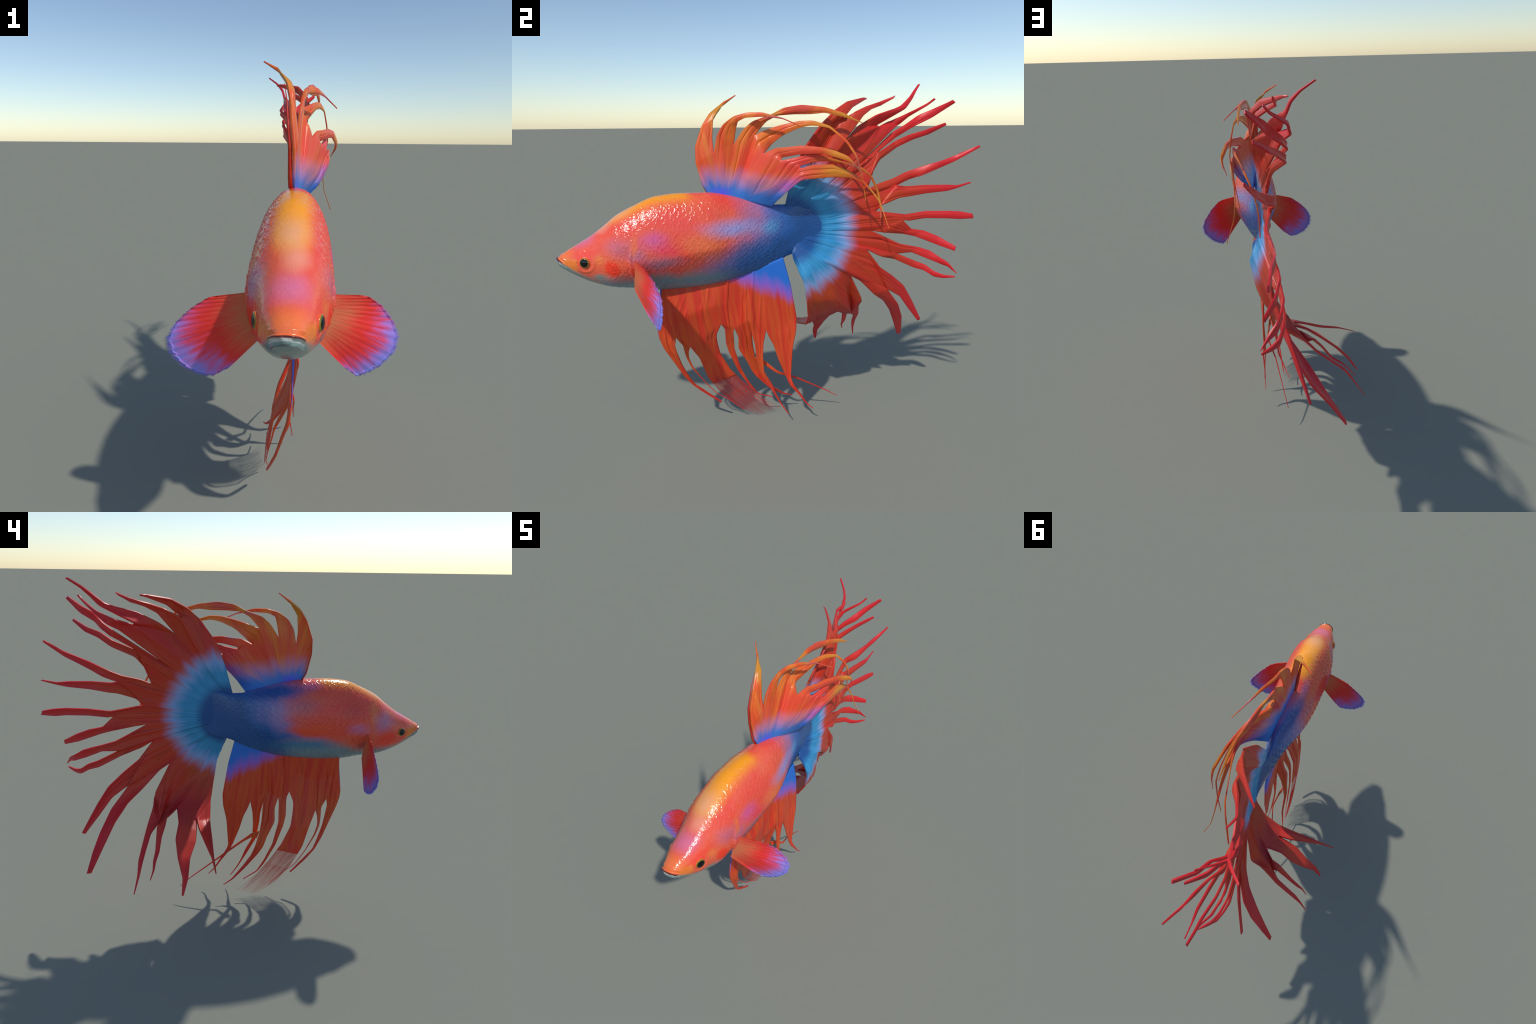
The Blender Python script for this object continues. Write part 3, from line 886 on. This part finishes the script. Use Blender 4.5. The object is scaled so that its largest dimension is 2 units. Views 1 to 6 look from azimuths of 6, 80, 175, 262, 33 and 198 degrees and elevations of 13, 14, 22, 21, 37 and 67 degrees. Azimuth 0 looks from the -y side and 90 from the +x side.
ANAL_RAYS = [
    dict(lobe='A1', rungs=[
        ((.080, -.586, .543), (.076, -.517, .501)),
        ((.074, -.571, .495), (.070, -.507, .456)),
        ((.049, -.519, .391), (.049, -.486, .380)),
        ((.030, -.479, .310), (.030, -.455, .307)),
        ((.012, -.437, .248), (.012, -.427, .253)),
        ((.000, -.383, .193), (.000, -.357, .185)),
        ((-.014, -.296, .118), (-.014, -.291, .124)),
    ]),
    dict(lobe='A2', rungs=[
        ((.066, -.478, .499), None),
        ((.040, -.471, .443), (.040, -.452, .450)),
        ((.022, -.462, .402), (.022, -.452, .406)),
        ((.012, -.440, .346), (.012, -.432, .348)),
        ((-.006, -.380, .252), (-.006, -.377, .255)),
        ((-.016, -.320, .174), (-.016, -.318, .177)),
        ((-.018, -.254, .127), (-.018, -.253, .129)),
        ((-.018, -.174, .059), (-.018, -.172, .060)),
    ]),
    dict(lobe='A3', rungs=[
        (None, (.061, -.314, .536)),
        (None, (.040, -.307, .479)),
        ((.013, -.400, .400), (.013, -.292, .409)),
        ((-.003, -.361, .280), (-.003, -.240, .307)),
        ((-.020, -.294, .172), (-.020, -.172, .222)),
        ((-.032, -.208, .076), (-.032, -.086, .124)),
        ((-.040, -.084, -.001), (-.040, .030, .037)),
    ]),
    dict(lobe='A4', rungs=[
        ((.060, -.270, .566), (.060, -.230, .537)),
        ((.030, -.264, .473), (.030, -.223, .475)),
        ((.018, -.250, .418), (.018, -.221, .432)),
        ((.000, -.204, .302), (.000, -.186, .308)),
        ((-.009, -.142, .196), (-.009, -.139, .213)),
        ((-.018, -.097, .141), (-.018, -.095, .147)),
        ((-.036, -.014, .105), (-.036, -.013, .109)),
    ]),
    dict(lobe='A5', rungs=[
        ((.050, -.203, .509), (.068, -.138, .532)),
        ((.026, -.201, .436), (.040, -.129, .452)),
        ((.010, -.155, .350), (.022, -.115, .379)),
        ((.000, -.134, .297), (.000, -.087, .298)),
        ((-.002, -.106, .254), (-.002, -.063, .243)),
        ((-.012, -.030, .171), (-.012, -.014, .180)),
        ((-.042, .047, .113), (-.042, .052, .119)),
        ((-.059, .100, .091), (-.059, .102, .094)),
    ]),
    dict(lobe='A6', rungs=[
        ((.076, -.144, .557), None),
        ((.075, -.123, .470), (.075, -.080, .477)),
        ((.072, -.118, .419), (.072, -.083, .405)),
        ((.068, -.098, .311), (.068, -.078, .315)),
        ((.066, -.055, .236), (.066, -.037, .242)),
        ((.068, -.024, .182), (.068, -.014, .181)),
        ((.074, .006, .125), (.074, .012, .127)),
        ((.080, .048, .063), (.080, .051, .065)),
    ]),
    dict(lobe='A7', rungs=[
        ((.076, -.049, .501), None),
        ((.074, -.027, .458), (.074, .088, .531)),
        ((.077, -.005, .381), (.077, .070, .442)),
        ((.075, .032, .290), (.075, .061, .276)),
        ((.084, .056, .231), (.084, .072, .240)),
        ((.080, .105, .171), (.080, .116, .172)),
        ((.081, .142, .115), (.081, .148, .118)),
        ((.081, .179, .082), (.081, .182, .084)),
    ]),
    dict(lobe='S', own=True, rungs=[
        ((.026, -.115, .381), (.026, -.099, .335)),
        ((.035, -.076, .368), (.035, -.072, .340)),
        ((.050, -.004, .304), (.050, -.004, .291)),
        ((.016, .110, .239), (.016, .110, .230)),
        ((-.014, .285, .128), (-.014, .285, .123)),
        ((-.026, .346, .080), (-.026, .348, .077)),
    ]),
]

# pectoral outlines, upper corner round the free edge to the lower corner
PEC_R = [(.275, -.631, .960), (.305, -.615, .951), (.350, -.580, .914), (.394, -.553, .855), (.412, -.550, .810),
         (.406, -.555, .762), (.366, -.564, .716), (.322, -.571, .688), (.288, -.580, .678), (.245, -.615, .722)]
PEC_L = [(-.140, -.664, .952), (-.170, -.660, .945), (-.222, -.656, .911), (-.275, -.658, .859), (-.301, -.661, .812),
         (-.297, -.656, .766), (-.257, -.648, .714), (-.202, -.645, .690), (-.163, -.643, .686), (-.110, -.654, .722)]

CAUDAL_NOTCHES = [
    [(.069, .062, 1.296), (.097, .105, 1.420), (.117, .189, 1.540)],
    [(.060, .150, 1.300), (.082, .274, 1.549)], [(.084, .185, 1.305), (.108, .309, 1.466)],
    [(.080, .270, 1.335), (.015, .505, 1.525)], [(.078, .22, 1.22), (.068, .349, 1.311)],
    [(.072, .27, 1.22), (.029, .500, 1.404)], [(.071, .25, 1.16), (.064, .440, 1.230)],
    [(.068, .30, 1.15), (.048, .598, 1.245)], [(.066, .26, 1.09), (.060, .486, 1.121)],
    [(.066, .31, 1.06), (.056, .637, 1.070)], [(.070, .25, 1.035), (.052, .475, 1.023)],
    [(.074, .30, .98), (.025, .626, .891)], [(.088, .25, .985), (.064, .448, .932)],
    [(.100, .29, .88), (.012, .598, .698)], [(.120, .20, .90), (.064, .369, .801)],
    [(.128, .150, .860), (.082, .290, .690), (-.008, .400, .580), (-.110, .440, .528)],
    [(.132, .130, .840), (.094, .225, .690), (.015, .300, .605), (-.030, .341, .578)],
    [(.132, .115, .820), (.100, .175, .690), (.022, .210, .590), (-.075, .238, .528)],
    [(.112, .066, .912), (.123, .114, .793), (.104, .134, .695), (.046, .159, .590)],
]
DORSAL_NOTCHES = [
    [(.068, -.353, 1.275), (.066, -.378, 1.374)],
    (.076, -.296, 1.419), (.080, -.206, 1.453), (.088, -.111, 1.493), [(.110, -.150, 1.300), (.127, -.081, 1.411)],
    [(.140, -.060, 1.290), (.165, -.005, 1.383)], [(.155, .000, 1.260), (.190, .074, 1.353)],
    [(.150, -.006, 1.217), (.172, .024, 1.249), (.185, .051, 1.274)],
]
ANAL_NOTCHES = [
    [(.083, -.573, .728), (.081, -.591, .584)],
    [(.096, -.53, .68), (.076, -.509, .544)], [(.098, -.45, .66), (.058, -.444, .483)],
    [(.094, -.32, .70), (.076, -.290, .597)], (.070, -.225, .568),
    (.085, -.156, .609), (.077, -.067, .546), [(.080, .057, .780), (.070, .091, .600)],
]

def build_median_fins(root):
    b = webs_from(spread([(.076, .030, 1.168), (.074, .075, 1.13), (.070, .085, 1.05), (.076, .078, .97), (.085, .062, .940)], 19), CAUDAL_NOTCHES)
    build_fin("caudal_fin", b, TAIL_RAYS, CAUDAL, root, thick=.0085, seed=5)
    b = webs_from(spread([(.068, -.330, 1.236), (.078, -.22, 1.212), (.096, -.040, 1.170)], 8), DORSAL_NOTCHES)
    dorsal = build_fin("dorsal_fin", b, DORSAL_RAYS, DORSAL, root, thick=.0085, grooves=(2, 4), deep=1.3, seed=8)
    V, F = [], []                              # thick leading spine
    path = polyline([(.060, -.332, 1.24), (.057, -.351, 1.275), (.054, -.374, 1.374), (.047, -.372, 1.445), (.040, -.341, 1.527), (.030, -.304, 1.584)], np.linspace(0, 1, 20))
    ribbon(path, np.array((.0095, .001, 0)) * np.linspace(1, .08, 20)[:, None], np.linspace(.004, .0008, 20), V, F)
    mesh_object("fin_spine", np.array(V), F, CAUDAL, dorsal)
    for way in ([(.077, -.292, 1.425), (.083, -.2805, 1.491), (.090, -.2535, 1.536), (.097, -.210, 1.570)],
                [(.130, -.076, 1.410), (.150, -.027, 1.4355), (.190, .079, 1.4455), (.217, .165, 1.4375)]):
        V, F = [], []                          # blue leading rims of two lobes
        path = polyline(way, np.linspace(0, 1, 16))
        ribbon(path, np.array((.0052, 0, .001)) * np.sin(np.linspace(.25, 1, 16) * math.pi * .97)[:, None], .0012 * np.ones(16), V, F)
        mesh_object("fin_spine", np.array(V), F, SPINE, dorsal)
    b = webs_from(spread([(.073, -.568, .800), (.075, -.34, .812), (.078, -.2, .834), (.078, .020, .918)], 8), ANAL_NOTCHES)
    anal = build_fin("anal_fin", b, ANAL_RAYS, ANAL, root, seed=9, fray=("A3", .655), grooves=(3, 6), deep=1.7)
    V, F = [], []                              # pale spine along the leading edge
    path = polyline([(.080, -.566, .80), (.086, -.574, .728), (.084, -.5925, .584), (.076, -.586, .535)], np.linspace(0, 1, 16))
    ribbon(path, np.array((.0055, .001, 0)) * np.linspace(1, .06, 16)[:, None], np.linspace(.0035, .0006, 16), V, F)
    mesh_object("fin_spine", np.array(V), F, SPINE, anal)

# ------------------------------------------------------------------ pectoral fins
def build_pectoral(root, mat, r0, r1, rim, seed):
    """A fan of soft rays on one slightly cupped sheet; the rays run on past it as a fringe.
    rim: outline from the upper to the lower corner."""
    rng = np.random.default_rng(seed)
    r0, r1 = np.array(r0), np.array(r1)
    E = np.array(rim, float)
    m, n = 72, 30
    u = np.linspace(0, 1, m + 1)
    R = r0[None] * (1 - u[:, None]) + r1[None] * u[:, None]
    C = polyline(E, u)
    nrm = np.cross(C[m // 2] - R[m // 2], r1 - r0); nrm /= np.linalg.norm(nrm)
    if nrm[1] > 0: nrm = -nrm
    def at(uu, v):
        a = r0 * (1 - uu) + r1 * uu
        e = np.array([np.interp(uu, u, C[:, k]) for k in range(3)])
        cup = .004 * math.sin(math.pi * uu) * math.sin(math.pi * v)
        return a + (e - a) * v + nrm * (cup + .0012 * math.sin(uu * 110) * v)
    lim = [.93 + .03 * rng.uniform() for k in range(m + 1)]
    P = np.array([[at(u[i], lim[i] * j / n) for j in range(n + 1)] for i in range(m + 1)])
    idx = np.arange((m + 1) * (n + 1)).reshape(m + 1, n + 1)
    Q = np.stack([idx[:-1, :-1], idx[1:, :-1], idx[1:, 1:], idx[:-1, 1:]], -1).reshape(-1, 4)
    V = P.reshape(-1, 3); N = vertex_normals(V, Q); k = len(V); th = .0018
    W = np.concatenate([V + N * th, V - N * th])
    F = [tuple(q) for q in Q] + [(q[3] + k, q[2] + k, q[1] + k, q[0] + k) for q in Q]
    loop = list(idx[:, 0]) + list(idx[-1, 1:]) + list(idx[::-1, -1][1:]) + list(idx[0, ::-1][1:-1])
    for a, b in zip(loop, loop[1:] + loop[:1]):
        F.append((a, b, b + k, a + k))
    fin = mesh_object("pectoral_fin", W, F, mat, root)
    V2, F2 = [], []
    for i in range(420):
        uu = min(max((i + rng.uniform(-.4, .4)) / 419, .0), 1.0)
        v1 = rng.uniform(.965, 1.01)
        vs = np.linspace(.84, v1, 7)
        path = np.array([at(min(1, max(0, uu + .010 * (v - .84) * math.sin(i * 1.7))), v) for v in vs])
        side = (np.array(at(min(1, uu + .01), .9)) - np.array(at(max(0, uu - .01), .9)))
        side /= np.linalg.norm(side)
        wdt = .0012 * (1 - ((vs - .84) / (v1 - .84)) ** 3) + .0003
        ribbon(path, side[None] * wdt[:, None], .0012 * np.ones(7), V2, F2)
    fr = mesh_object("fin_fringe", np.array(V2), F2, mat, fin)
    fr["kind"] = "stuff"

# ------------------------------------------------------------------ assemble
fish = bpy.data.objects.new("betta_fish", None)
bpy.context.scene.collection.objects.link(fish)
fish["label"] = "red and blue fighting fish with long ragged crown fins"
fish["category"] = "ornamental fish"

torso, head, peduncle = build_body(fish)
build_eyes(head)
build_median_fins(fish)
build_pectoral(fish, pectoral_material("right_pectoral_skin", (.175, -.672, .90), (.405, -.553, .78)),
               (.190, -.668, .971), (.160, -.676, .826), PEC_R, 21)
build_pectoral(fish, pectoral_material("left_pectoral_skin", (-.03, -.67, .90), (-.295, -.657, .78)),
               (-.043, -.673, .971), (-.018, -.666, .822), PEC_L, 22)
